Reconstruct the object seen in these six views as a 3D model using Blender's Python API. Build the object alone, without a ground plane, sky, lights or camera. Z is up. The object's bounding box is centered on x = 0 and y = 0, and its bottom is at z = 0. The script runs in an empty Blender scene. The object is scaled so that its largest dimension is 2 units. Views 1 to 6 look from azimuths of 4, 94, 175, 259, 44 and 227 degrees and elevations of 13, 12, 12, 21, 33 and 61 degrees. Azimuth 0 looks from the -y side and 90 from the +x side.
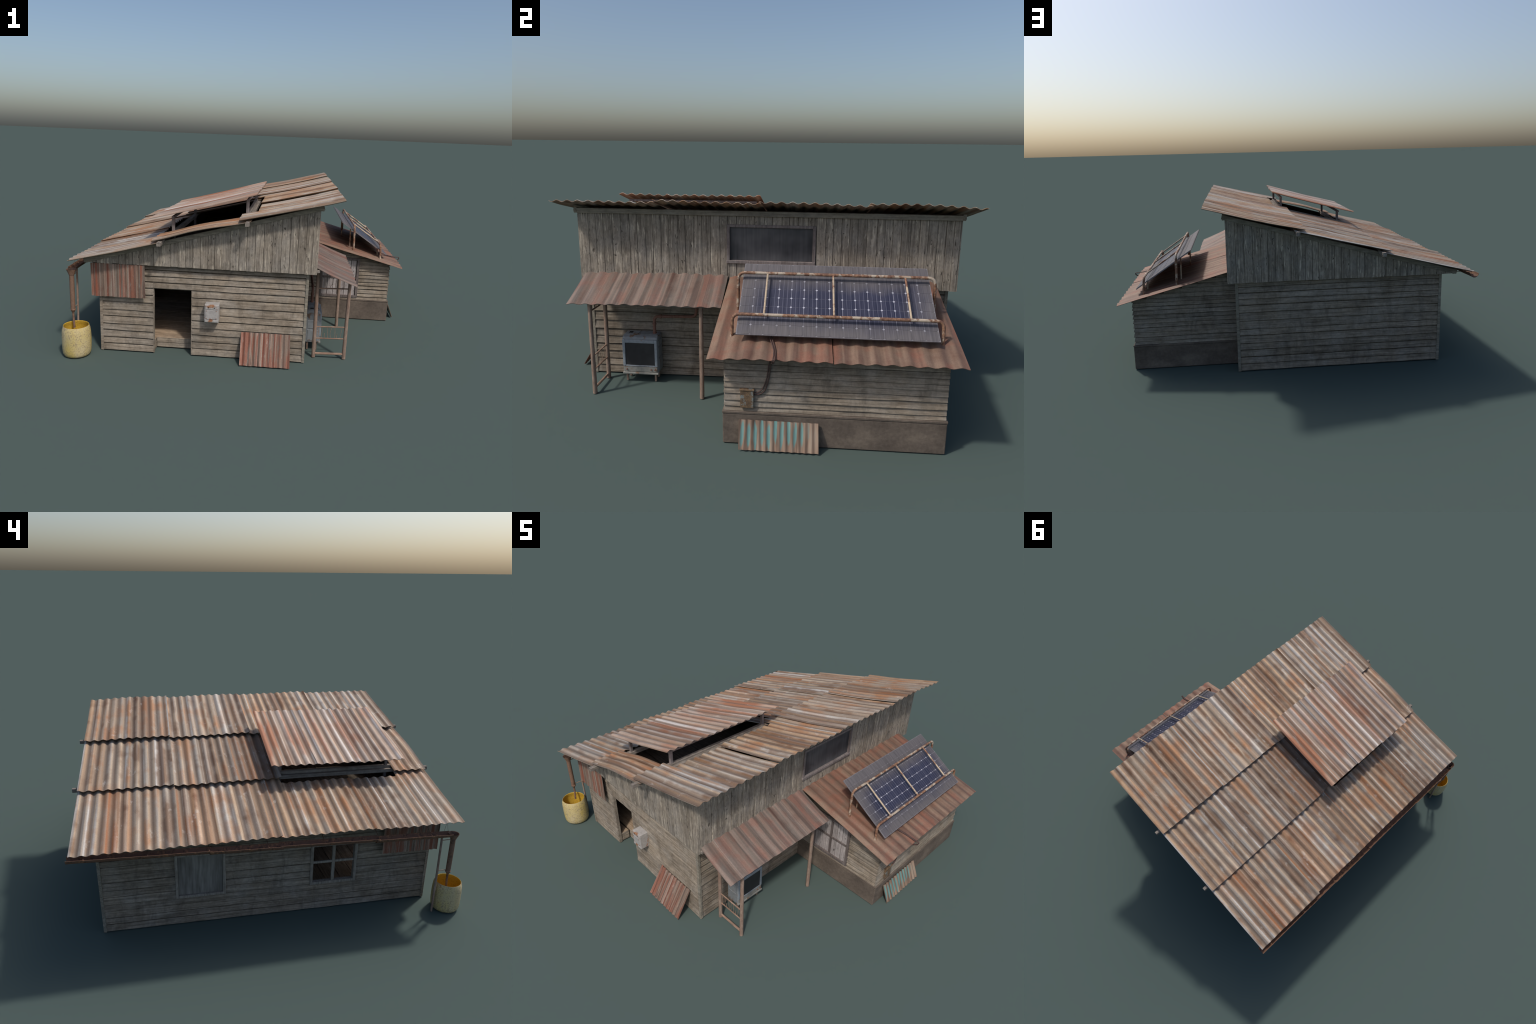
"""Weathered timber shack with rusty corrugated roofs, a lean-to annex with a
solar panel, an awning on posts, a stove, a gutter with a downspout and a barrel."""
import bpy, math, random
from mathutils import Vector, Matrix, noise

V3 = Vector

# ------------------------------------------------------------------ helpers
def n1(x, seed, amp=1.0):
    """smooth one-dimensional noise, about -amp..amp"""
    return amp * noise.noise(V3((x, seed * 7.31 + 0.37, seed * 1.7)))


def link(obj, parent=None):
    bpy.context.scene.collection.objects.link(obj)
    if parent is not None:
        obj.parent = parent
    return obj


def empty(name, parent=None, loc=(0, 0, 0)):
    e = bpy.data.objects.new(name, None)
    e.empty_display_size = 0.1
    e.location = loc
    return link(e, parent)


def mesh(name, verts, faces, mat, parent, smooth=None):
    me = bpy.data.meshes.new(name)
    me.from_pydata([tuple(v) for v in verts], [], faces)
    me.validate()
    me.update()
    if smooth is not None:
        me.polygons.foreach_set("use_smooth", [True] * len(me.polygons))
        me.set_sharp_from_angle(angle=math.radians(smooth))
    me.materials.append(mat)
    return link(bpy.data.objects.new(name, me), parent)


class Shape:
    """collects verts and faces of several primitives for one mesh"""
    def __init__(self):
        self.v, self.f = [], []

    def add(self, verts, faces):
        o = len(self.v)
        self.v += [V3(p) for p in verts]
        self.f += [tuple(i + o for i in f) for f in faces]
        return self

    def box(self, lo, hi, bevel=0.0):
        return self.add(*block(lo, hi, bevel))

    def obj(self, name, mat, parent, smooth=None):
        return mesh(name, self.v, self.f, mat, parent, smooth)


def block(lo, hi, b=0.0):
    """box with chamfered edges"""
    (x0, y0, z0), (x1, y1, z1) = lo, hi
    if b <= 0:
        v = [(x, y, z) for x in (x0, x1) for y in (y0, y1) for z in (z0, z1)]
        return v, [(0, 1, 3, 2), (4, 6, 7, 5), (0, 4, 5, 1), (2, 3, 7, 6), (0, 2, 6, 4), (1, 5, 7, 3)]
    c = [(x0 + x1) / 2, (y0 + y1) / 2, (z0 + z1) / 2]
    h = [(x1 - x0) / 2, (y1 - y0) / 2, (z1 - z0) / 2]
    v, idx = [], {}
    for sx in (-1, 1):
        for sy in (-1, 1):
            for sz in (-1, 1):
                for ax in range(3):
                    s = (sx, sy, sz)
                    p = [c[k] + s[k] * (h[k] - (0 if k == ax else b)) for k in range(3)]
                    idx[(sx, sy, sz, ax)] = len(v)
                    v.append(tuple(p))
    f = []
    for ax in range(3):
        a, d = [k for k in range(3) if k != ax]
        for s in (-1, 1):
            loop = []
            for ta, td in ((-1, -1), (1, -1), (1, 1), (-1, 1)):
                k = [0, 0, 0]
                k[ax], k[a], k[d] = s, ta, td
                loop.append(idx[(*k, ax)])
            f.append(tuple(loop))
        for sa in (-1, 1):
            for sd in (-1, 1):
                loop = []
                for e, w in ((-1, a), (1, a), (1, d), (-1, d)):
                    k = [0, 0, 0]
                    k[ax], k[a], k[d] = e, sa, sd
                    loop.append(idx[(*k, w)])
                f.append(tuple(loop))
    for sx in (-1, 1):
        for sy in (-1, 1):
            for sz in (-1, 1):
                f.append(tuple(idx[(sx, sy, sz, ax)] for ax in range(3)))
    return v, orient(v, f)


def orient(v, f):
    """turn the faces of a convex solid outwards"""
    c = sum((V3(p) for p in v), V3()) / len(v)
    out = []
    for q in f:
        p = [V3(v[i]) for i in q]
        n = (p[1] - p[0]).cross(p[2] - p[0])
        m = sum(p, V3()) / len(p)
        out.append(tuple(q) if n.dot(m - c) > 0 else tuple(reversed(q)))
    return out


def lathe(profile, centre, seg=40, wobble=0.0, seed=0):
    """surface of revolution about z; profile = (radius, z) pairs"""
    v, f = [], []
    for r, z in profile:
        for k in range(seg):
            a = 2 * math.pi * k / seg
            rr = r * (1 + wobble * noise.noise(V3((math.cos(a) * 1.5, math.sin(a) * 1.5, z * 18 + seed))))
            v.append((centre[0] + rr * math.cos(a), centre[1] + rr * math.sin(a), z))
    for j in range(len(profile) - 1):
        for k in range(seg):
            f.append((j * seg + k, j * seg + (k + 1) % seg, (j + 1) * seg + (k + 1) % seg, (j + 1) * seg + k))
    f.append(tuple(reversed(range(seg))))
    f.append(tuple((len(profile) - 1) * seg + k for k in range(seg)))
    return v, f


def rounded(path, radius, steps=6):
    """polyline with its corners rounded off"""
    pts = [V3(p) for p in path]
    out = [pts[0]]
    for a, b, c in zip(pts, pts[1:], pts[2:]):
        r = min(radius, (b - a).length * 0.49, (c - b).length * 0.49)
        s, e = b + (a - b).normalized() * r, b + (c - b).normalized() * r
        for k in range(steps + 1):
            t = k / steps
            out.append(s * (1 - t) ** 2 + b * 2 * t * (1 - t) + e * t * t)
    out.append(pts[-1])
    return out


def tube(path, r, seg=10, rough=0.0, seed=0, sub=0.02):
    """round bar along a polyline; r may be a number or a function of 0..1"""
    pts = [V3(path[0])]
    for a, b in zip(path, path[1:]):
        a, b = V3(a), V3(b)
        k = max(1, int((b - a).length / sub))
        pts += [a.lerp(b, (i + 1) / k) for i in range(k)]
    v, f = [], []
    n = len(pts)
    d = (pts[1] - pts[0]).normalized()
    side = d.cross(V3((0.31, 0.21, 0.93))).normalized()
    for i, p in enumerate(pts):
        d = (pts[min(i + 1, n - 1)] - pts[max(i - 1, 0)]).normalized()
        side = (side - d * side.dot(d)).normalized()
        up = d.cross(side)
        rad = r(i / (n - 1)) if callable(r) else r
        for k in range(seg):
            a = 2 * math.pi * k / seg
            q = rad * (1 + rough * noise.noise(V3((math.cos(a) * 1.3 + seed, math.sin(a) * 1.3, i * 0.45))))
            v.append(p + side * math.cos(a) * q + up * math.sin(a) * q)
    for i in range(n - 1):
        for k in range(seg):
            f.append((i * seg + k, i * seg + (k + 1) % seg, (i + 1) * seg + (k + 1) % seg, (i + 1) * seg + k))
    f.append(tuple(reversed(range(seg))))
    f.append(tuple((n - 1) * seg + k for k in range(seg)))
    return v, f


def corrugated(low, across, along, waves, amp, shape=None, seed=0, thick=0.0022, nv=20, per=8, ragged=0.002, dent=0.0012, phase=0.0, trim=None, pitch=None):
    """corrugated sheet: low = corner, across = vector over the waves, along = vector up the ridges"""
    low, A, L = V3(low), V3(across), V3(along)
    N = A.cross(L).normalized()
    if N.z < 0:
        N = -N
    nu = int(round(waves * per))
    Ln = L.normalized()
    top, bot = [], []
    for j in range(nv + 1):
        t = j / nv
        for i in range(nu + 1):
            s = i / nu
            h = amp * math.cos(2 * math.pi * (waves * s + phase))
            if shape:
                q0, q1 = trim(s) if trim else (0.0, 1.0)
                h += shape(s, q0 + (q1 - q0) * t)
            q0, q1 = trim(s) if trim else (0.0, 1.0)
            p = low + A * s + L * (q0 + (q1 - q0) * t)
            if pitch:
                h += amp * (math.cos(2 * math.pi * p.y / pitch) - math.cos(2 * math.pi * (waves * s + phase)))
            h += dent * noise.noise(V3((p.x * 9, p.y * 9, p.z * 9 + seed)))
            if j in (0, nv):
                p = p + Ln * n1(s * 9 + j, seed + 3, ragged)
            p = p + N * h
            top.append(p)
            bot.append(p - N * thick)
    w = nu + 1
    c = len(top)
    f = []
    flip = N.dot(A.cross(L)) < 0
    for j in range(nv):
        for i in range(nu):
            a = j * w + i
            q = (a, a + 1, a + 1 + w, a + w)
            f.append(tuple(reversed(q)) if flip else q)
            q = (a + c, a + w + c, a + 1 + w + c, a + 1 + c)
            f.append(tuple(reversed(q)) if flip else q)
    rim = [i for i in range(w)] + [j * w + nu for j in range(1, nv + 1)] + [nv * w + i for i in range(nu - 1, -1, -1)] + [j * w for j in range(nv - 1, 0, -1)]
    for a, b in zip(rim, rim[1:] + rim[:1]):
        q = (a, a + c, b + c, b)
        f.append(tuple(reversed(q)) if flip else q)
    return top + bot, f


def board(p, U, W, N, length, width, t0, t1, seed, wob=0.0012, bevel=0.0012, end=None, begin=None, step=0.035):
    """plank running along U, its width along W, its face turned to N; t0/t1 = thickness at both edges"""
    p, U, W, N = V3(p), V3(U), V3(W), V3(N)
    prof = [(0, 0), (0, t0 - bevel), (bevel, t0), (width * 0.5, (t0 + t1) / 2), (width - bevel, t1), (width, t1 - bevel), (width, 0)]
    n = max(2, int(length / step))
    v, f = [], []
    for i in range(n + 1):
        for k, (w, h) in enumerate(prof):
            u0 = begin(w) if begin else 0.0
            u1 = end(w) if end else length
            u = u0 + (u1 - u0) * i / n
            ww = w
            if k in (0, 1, 2):
                ww += n1(u * 11, seed, wob)
            elif k in (4, 5, 6):
                ww += n1(u * 11, seed + 50, wob)
            hh = h
            if h > 0:
                hh += n1(u * 7, seed + 90, wob * 0.8) + noise.noise(V3((u * 40, k * 3.1, seed))) * wob * 0.25
            v.append(p + U * u + W * ww + N * max(hh, 0.0))
    m = len(prof)
    flip = W.cross(N).dot(U) > 0
    for i in range(n):
        for k in range(m):
            q = (i * m + k, i * m + (k + 1) % m, (i + 1) * m + (k + 1) % m, (i + 1) * m + k)
            f.append(tuple(reversed(q)) if not flip else q)
    a, b = tuple(range(m)), tuple(n * m + k for k in range(m))
    f.append(a if not flip else tuple(reversed(a)))
    f.append(tuple(reversed(b)) if not flip else b)
    return v, f


def minus(rect, holes):
    """rectangle (u0,u1,v0,v1) without rectangular holes -> list of rectangles"""
    parts = [rect]
    for a0, a1, b0, b1 in holes:
        nxt = []
        for u0, u1, v0, v1 in parts:
            if a1 <= u0 or a0 >= u1 or b1 <= v0 or b0 >= v1:
                nxt.append((u0, u1, v0, v1))
                continue
            m0, m1 = max(v0, b0), min(v1, b1)
            if a0 > u0: nxt.append((u0, a0, v0, v1))
            if a1 < u1: nxt.append((a1, u1, v0, v1))
            if b0 > v0: nxt.append((max(u0, a0), min(u1, a1), v0, m0))
            if b1 < v1: nxt.append((max(u0, a0), min(u1, a1), m1, v1))
        parts = nxt
    return parts


# ---------------------------------------------------------------- materials
class Nodes:
    def __init__(self, name, rough=0.85, metallic=0.0, spec=0.25):
        self.mat = bpy.data.materials.new(name)
        self.mat.use_nodes = True
        self.t = self.mat.node_tree
        self.b = self.t.nodes["Principled BSDF"]
        self.b.inputs["Roughness"].default_value = rough
        self.b.inputs["Metallic"].default_value = metallic
        self.b.inputs["Specular IOR Level"].default_value = spec
        self.co = self.t.nodes.new("ShaderNodeTexCoord").outputs["Object"]
        self._rnd = None

    def new(self, kind, **props):
        n = self.t.nodes.new(kind)
        for k, v in props.items():
            setattr(n, k, v)
        return n

    def put(self, sock, val):
        if isinstance(val, bpy.types.NodeSocket):
            self.t.links.new(val, sock)
        elif isinstance(val, (tuple, list)) and sock.type == "RGBA" and len(val) == 3:
            sock.default_value = (*val, 1)
        else:
            sock.default_value = val

    @property
    def random(self):
        if self._rnd is None:
            self._rnd = self.new("ShaderNodeObjectInfo").outputs["Random"]
        return self._rnd

    def scaled(self, s, loc=(0, 0, 0)):
        m = self.new("ShaderNodeMapping")
        m.inputs["Scale"].default_value = s
        m.inputs["Location"].default_value = loc
        self.put(m.inputs["Vector"], self.co)
        return m.outputs["Vector"]

    def noise(self, vec, scale=1.0, detail=3.0, rough=0.55, w=None, distort=0.0):
        n = self.new("ShaderNodeTexNoise", noise_dimensions="4D" if w is not None else "3D")
        self.put(n.inputs["Vector"], vec)
        n.inputs["Scale"].default_value = scale
        n.inputs["Detail"].default_value = detail
        n.inputs["Roughness"].default_value = rough
        n.inputs["Distortion"].default_value = distort
        if w is not None:
            self.put(n.inputs["W"], w)
        return n.outputs["Fac"]

    def voronoi(self, vec, scale=1.0, feature="F1", out="Distance"):
        n = self.new("ShaderNodeTexVoronoi", feature=feature)
        self.put(n.inputs["Vector"], vec)
        n.inputs["Scale"].default_value = scale
        return n.outputs[out]

    def ramp(self, fac, *stops, mode="LINEAR"):
        r = self.new("ShaderNodeValToRGB")
        r.color_ramp.interpolation = mode
        e = r.color_ramp.elements
        while len(e) < len(stops):
            e.new(0.5)
        for el, (p, c) in zip(e, sorted(stops, key=lambda s: s[0])):
            el.position = p
            el.color = (c, c, c, 1) if isinstance(c, (int, float)) else (*c, 1)
        self.put(r.inputs["Fac"], fac)
        return r.outputs["Color"]

    def mix(self, fac, a, b, blend="MIX"):
        m = self.new("ShaderNodeMix", data_type="RGBA", blend_type=blend)
        self.put(m.inputs[0], fac)
        self.put(m.inputs[6], a)
        self.put(m.inputs[7], b)
        return m.outputs[2]

    def math(self, op, a, b=0.0, c=0.0, clamp=False):
        m = self.new("ShaderNodeMath", operation=op, use_clamp=clamp)
        self.put(m.inputs[0], a)
        self.put(m.inputs[1], b)
        self.put(m.inputs[2], c)
        return m.outputs[0]

    def axis(self, k):
        s = self.new("ShaderNodeSeparateXYZ")
        self.put(s.inputs[0], self.co)
        return s.outputs[k]

    def bump(self, height, strength=0.3, dist=0.002):
        b = self.new("ShaderNodeBump")
        b.inputs["Strength"].default_value = strength
        b.inputs["Distance"].default_value = dist
        self.put(b.inputs["Height"], height)
        self.put(self.b.inputs["Normal"], b.outputs["Normal"])

    def colour(self, c, rough=None):
        self.put(self.b.inputs["Base Color"], c)
        if rough is not None:
            self.put(self.b.inputs["Roughness"], rough)
        return self.mat


def stretch(grain, along, over):
    return tuple(along if k == grain else over for k in range(3))


def wood(name, grain, dark, light, grey, patch=0.6, spots=0.0, pale=0.0, vary=0.3, seed=0.0, runs=0.0, mottle=0.24):
    """weathered timber; grain = axis index the fibres run along"""
    m = Nodes(name, 0.9, 0, 0.15)
    w = m.math("MULTIPLY", m.random, 37.0)
    fibre = m.noise(m.scaled(stretch(grain, 5, 130), (seed, 0, 0)), 1, 5, 0.65, w, 0.3)
    c = m.ramp(fibre, (0.30, dark), (0.68, light))
    cloud = m.noise(m.scaled(stretch(grain, 9, 12), (0, seed, 0)), 1, 4, 0.6)
    c = m.mix(m.ramp(cloud, (0.42, 0.0), (0.66, patch)), c, m.mix(m.ramp(fibre, (0.3, 0.0), (0.7, 1.0)), tuple(0.6 * g for g in grey), grey))
    stain = m.noise(m.scaled(stretch(grain, 7, 9), (seed, 3, 5)), 1, 3, 0.5)
    c = m.mix(m.ramp(stain, (0.26, 0.35), (0.42, 0.0)), c, tuple(0.55 * d for d in dark))
    if runs:
        r = m.noise(m.scaled((15, 15, 4.5), (seed, 8, 2)), 1, 5, 0.7, None, 0.6)
        c = m.mix(m.ramp(r, (0.30, runs), (0.50, 0.0)), c, tuple(0.62 * d for d in dark))
    height = fibre
    if pale:
        p = m.noise(m.scaled(stretch(grain, 11, 105), (1, seed, 7)), 1, 3, 0.6, w, 0.8)
        c = m.mix(m.ramp(p, (0.56, 0.0), (0.68, pale)), c, (0.56, 0.49, 0.39))
    if spots:
        s = m.noise(m.scaled(stretch(grain, 34, 115), (seed, 2, 9)), 1, 3, 0.55, w, 0.7)
        k = m.ramp(s, (0.32, spots), (0.365, 0.0))
        c = m.mix(k, c, tuple(0.42 * d for d in dark))
        height = m.math("SUBTRACT", fibre, m.math("MULTIPLY", k, 0.9))
    mott = m.noise(m.scaled(stretch(grain, 38, 60), (seed, 5, 1)), 1, 6, 0.72, None, 0.4)
    c = bright(m, c, m.ramp(mott, (0.30, 1.0 - mottle), (0.70, 1.0 + mottle)))
    tone = m.math("MULTIPLY_ADD", m.random, vary, 1.0 - vary * 0.5)
    c = bright(m, c, tone)
    m.bump(height, 0.45, 0.0025)
    return m.colour(c)


def bright(m, c, k):
    h = m.new("ShaderNodeHueSaturation")
    m.put(h.inputs["Color"], c)
    m.put(h.inputs["Value"], k)
    return h.outputs["Color"]


def tin(name, ridge, stripes, fade=1.6, fine=38, rust=0.5, rust_col=(0.42, 0.19, 0.075), blotch=0.35, wear=0.3, seed=0.0, rough=0.62, spot_col=(0.60, 0.56, 0.51), own=True, group=None, rib=None):
    """rusty corrugated metal; ridge = scale vector with the small number along the ridges"""
    m = Nodes(name, rough, 0.15, 0.3)
    w = m.math("MULTIPLY_ADD", m.random, 53.0 if own else 0.0, seed)
    vec = lambda a, o, off=0: m.scaled(tuple(a if r else o for r in ridge), (off + seed, off * 2, off))
    band = m.noise(vec(fade * 0.16, fine), 1, 1.5, 0.5, w)
    n = len(stripes)
    c = m.ramp(band, *[(0.27 + 0.46 * k / (n - 1), s) for k, s in enumerate(stripes)])
    line = m.noise(vec(fade * 0.25, fine * 0.8, 3), 1, 1, 0.5, w)
    wide = m.noise(vec(fade * 3.0, fine * 0.24, 5), 1, 3, 0.6, w)
    part = m.math("ADD", m.math("MULTIPLY", line, 0.48), m.math("MULTIPLY", wide, 0.52))
    c = m.mix(m.ramp(part, (0.50, 0.0), (0.585, rust)), c, rust_col)
    c = m.mix(m.ramp(part, (0.39, blotch), (0.465, 0.0)), c, tuple(0.45 * k for k in rust_col))
    if group:
        k = m.math("FLOOR", m.math("MULTIPLY_ADD", m.axis(group[0]), group[1], m.math("MULTIPLY", m.random, 9.0)))
        wn = m.new("ShaderNodeTexWhiteNoise", noise_dimensions="2D")
        cv = m.new("ShaderNodeCombineXYZ")
        m.put(cv.inputs[0], k)
        m.put(cv.inputs[1], m.math("MULTIPLY", m.random, 31.0))
        m.put(wn.inputs["Vector"], cv.outputs[0])
        hue = m.ramp(wn.outputs["Value"], (0.0, (0.72, 0.62, 0.54)), (0.20, (1.10, 1.07, 1.03)), (0.45, (1.02, 0.88, 0.75)), (0.60, (1.08, 1.10, 1.12)), (0.80, (0.98, 0.74, 0.57)), (0.92, (0.90, 0.87, 0.82)), mode="CONSTANT")
        c = m.mix(1.0, c, hue, "MULTIPLY")
    if rib:      # rib shading painted into the colour: valleys darkened brown, crests lightened
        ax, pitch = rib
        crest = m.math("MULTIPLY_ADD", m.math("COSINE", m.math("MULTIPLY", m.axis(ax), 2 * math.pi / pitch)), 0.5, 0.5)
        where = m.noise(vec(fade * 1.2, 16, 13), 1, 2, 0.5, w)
        valley_shade = m.math("MULTIPLY", m.ramp(crest, (0.10, 1.0), (0.62, 0.0)), m.ramp(where, (0.30, 0.35), (0.62, 0.85)))
        c = m.mix(valley_shade, c, m.mix(where, (0.14, 0.092, 0.062), (0.215, 0.16, 0.12)))
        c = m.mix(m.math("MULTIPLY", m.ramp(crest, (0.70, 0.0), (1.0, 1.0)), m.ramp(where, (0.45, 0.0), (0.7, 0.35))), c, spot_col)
    drip = m.noise(vec(fade * 1.6, fine * 1.9, 7), 1, 3, 0.6, w)
    c = bright(m, c, m.ramp(drip, (0.30, 0.84), (0.70, 1.10)))
    worn = m.noise(vec(fade * 7, fine * 0.9, 11), 1, 4, 0.7, w)
    c = m.mix(m.ramp(worn, (0.60, 0.0), (0.72, wear)), c, spot_col)
    grit = m.noise(m.co, 210, 3, 0.7)
    c = bright(m, c, m.ramp(grit, (0.25, 0.80), (0.75, 1.14)))
    c = bright(m, c, m.math("MULTIPLY_ADD", m.random, 0.16, 0.92))
    m.bump(m.math("ADD", worn, m.math("MULTIPLY", grit, 0.25)), 0.35, 0.002)
    return m.colour(c)


def painted(name, paint, rust, dark, amount=0.5, scale=26, rough=0.55, seed=0.0, speck=0.0):
    """paint with rust breaking through"""
    m = Nodes(name, rough, 0.0, 0.35)
    a = m.noise(m.scaled((1, 1, 1), (seed, seed, 0)), scale, 5, 0.65)
    b = m.noise(m.scaled((1, 1, 1), (seed, 4, 0)), scale * 3.3, 4, 0.6)
    c = bright(m, paint if isinstance(paint, bpy.types.NodeSocket) else paint, m.ramp(b, (0.3, 0.82), (0.7, 1.1)))
    lo = 0.66 - 0.3 * amount
    k = m.ramp(a, (lo, 0.0), (lo + 0.06, 1.0))
    c = m.mix(k, c, m.mix(m.ramp(b, (0.35, 0.0), (0.6, 1.0)), rust, dark))
    if speck:
        s = m.voronoi(m.co, scale * 7)
        c = m.mix(m.ramp(s, (0.10, speck), (0.22, 0.0)), c, dark)
    m.bump(m.math("ADD", b, k), 0.25, 0.0012)
    return m.colour(c)


def plain(name, col, rough=0.8, vary=0.15, scale=60, spec=0.25):
    m = Nodes(name, rough, 0, spec)
    n = m.noise(m.co, scale, 4, 0.6)
    return m.colour(bright(m, col, m.ramp(n, (0.25, 1 - vary), (0.75, 1 + vary))))


X, Y, Z = 0, 1, 2
PLANK = dict(dark=(0.112, 0.089, 0.067), light=(0.335, 0.277, 0.214), grey=(0.355, 0.316, 0.268))
siding_x = wood("siding_wood_lengthwise", X, patch=0.65, vary=0.24, runs=0.5, **PLANK)
siding_y = wood("siding_wood_crosswise", Y, patch=0.65, vary=0.24, runs=0.5, seed=2.0, **PLANK)
UPRIGHT = dict(dark=(0.125, 0.103, 0.083), light=(0.370, 0.318, 0.255), grey=(0.345, 0.318, 0.285))
upright_wood = wood("upright_board_wood", Z, patch=0.5, spots=0.85, pale=0.75, vary=0.22, runs=0.45, seed=4.0, **UPRIGHT)
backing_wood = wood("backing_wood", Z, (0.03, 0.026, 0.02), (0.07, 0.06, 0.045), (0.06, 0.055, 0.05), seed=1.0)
trim_x = wood("fascia_wood_lengthwise", X, (0.14, 0.122, 0.096), (0.31, 0.275, 0.218), (0.30, 0.28, 0.24), vary=0.2, seed=6.0)  # lightened so the rake boards still read in the shadow under the sheets
trim_y = wood("fascia_wood_crosswise", Y, (0.14, 0.122, 0.096), (0.31, 0.275, 0.218), (0.30, 0.28, 0.24), vary=0.2, seed=6.5)
beam_y = wood("beam_wood", Y, (0.13, 0.108, 0.09), (0.31, 0.265, 0.225), (0.33, 0.30, 0.27), vary=0.2, seed=7.0)
post_z = wood("post_wood", Z, (0.14, 0.088, 0.066), (0.35, 0.245, 0.188), (0.34, 0.265, 0.215), vary=0.15, seed=8.0, pale=0.25)
rail_x = wood("rail_wood", X, (0.14, 0.088, 0.064), (0.36, 0.235, 0.17), (0.34, 0.25, 0.19), vary=0.15, seed=8.5)
frame_z = wood("window_frame_wood", Z, (0.12, 0.098, 0.092), (0.27, 0.228, 0.215), (0.27, 0.24, 0.23), vary=0.15, seed=9.0)
grey_frame = wood("grey_frame_wood", Z, (0.16, 0.138, 0.115), (0.34, 0.30, 0.255), (0.36, 0.335, 0.30), vary=0.15, seed=9.5)
shutter_frame = wood("shutter_frame_wood", Z, (0.075, 0.060, 0.055), (0.19, 0.155, 0.145), (0.19, 0.168, 0.16), vary=0.15, seed=9.8)
shutter_z = wood("shutter_wood", Z, (0.20, 0.172, 0.165), (0.46, 0.41, 0.395), (0.42, 0.385, 0.375), vary=0.28, spots=0.9, seed=10.0)
floor_x = wood("floor_wood", X, (0.19, 0.13, 0.085), (0.46, 0.345, 0.24), (0.40, 0.33, 0.26), patch=0.3, vary=0.25, seed=11.0)
loft_wood = wood("loft_wood", X, (0.05, 0.04, 0.03), (0.145, 0.115, 0.088), (0.12, 0.10, 0.08), vary=0.1, seed=13.0)  # albedo lowered to give the charcoal shadow seen in the roof opening
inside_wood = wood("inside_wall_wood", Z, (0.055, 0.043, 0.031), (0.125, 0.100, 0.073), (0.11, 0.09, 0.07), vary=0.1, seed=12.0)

RIB = 0.0481        # rib spacing of the roof sheets
ROOF = [(0.36, 0.185, 0.095), (0.23, 0.178, 0.135), (0.44, 0.37, 0.30), (0.30, 0.24, 0.19), (0.47, 0.355, 0.25), (0.36, 0.31, 0.265), (0.56, 0.52, 0.475), (0.27, 0.21, 0.165), (0.43, 0.27, 0.16)]  # alternating dark and light tones carry part of the ribs' baked shading
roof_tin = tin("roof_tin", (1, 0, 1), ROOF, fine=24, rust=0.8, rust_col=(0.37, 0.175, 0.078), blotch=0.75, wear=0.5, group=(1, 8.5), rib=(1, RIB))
CANOPY = [(0.42, 0.18, 0.10), (0.32, 0.235, 0.185), (0.46, 0.35, 0.28), (0.36, 0.30, 0.26), (0.58, 0.54, 0.52), (0.38, 0.32, 0.28), (0.44, 0.32, 0.24), (0.50, 0.46, 0.44), (0.43, 0.19, 0.105)]
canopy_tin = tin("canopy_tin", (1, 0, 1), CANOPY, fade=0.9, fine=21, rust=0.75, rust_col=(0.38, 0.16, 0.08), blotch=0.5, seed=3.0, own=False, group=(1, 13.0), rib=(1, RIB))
ANNEX = [(0.135, 0.078, 0.055), (0.245, 0.138, 0.098), (0.175, 0.108, 0.080), (0.27, 0.182, 0.13), (0.20, 0.118, 0.088), (0.24, 0.168, 0.122)]
annex_tin = tin("annex_tin", (1, 0, 1), ANNEX, fade=5.0, fine=24, rust=0.5, rust_col=(0.27, 0.105, 0.068), blotch=0.3, wear=0.08, seed=5.0, spot_col=(0.32, 0.24, 0.19))
AWNING = [(0.24, 0.095, 0.068), (0.135, 0.100, 0.082), (0.235, 0.165, 0.132), (0.15, 0.122, 0.104), (0.26, 0.195, 0.16), (0.16, 0.130, 0.114), (0.255, 0.13, 0.10)]
awning_tin = tin("awning_tin", (1, 0, 1), AWNING, fade=3.0, fine=30, rust=0.45, rust_col=(0.25, 0.098, 0.068), blotch=0.3, wear=0.2, seed=6.0, spot_col=(0.34, 0.28, 0.24))
SCRAP = [(0.24, 0.075, 0.048), (0.15, 0.098, 0.075), (0.29, 0.205, 0.155), (0.16, 0.115, 0.09), (0.34, 0.275, 0.225), (0.26, 0.095, 0.063), (0.17, 0.125, 0.098), (0.33, 0.24, 0.18)]
scrap_tin = tin("scrap_tin", (0, 1, 1), SCRAP, fade=2.0, fine=78, rust=0.75, rust_col=(0.25, 0.085, 0.052), blotch=0.5, wear=0.6, seed=9.0, spot_col=(0.45, 0.40, 0.35))
scrap_side_tin = tin("scrap_side_tin", (1, 0, 1), SCRAP, fade=2.0, fine=78, rust=0.75, rust_col=(0.25, 0.085, 0.052), blotch=0.5, wear=0.6, seed=9.5, spot_col=(0.45, 0.40, 0.35))


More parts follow.
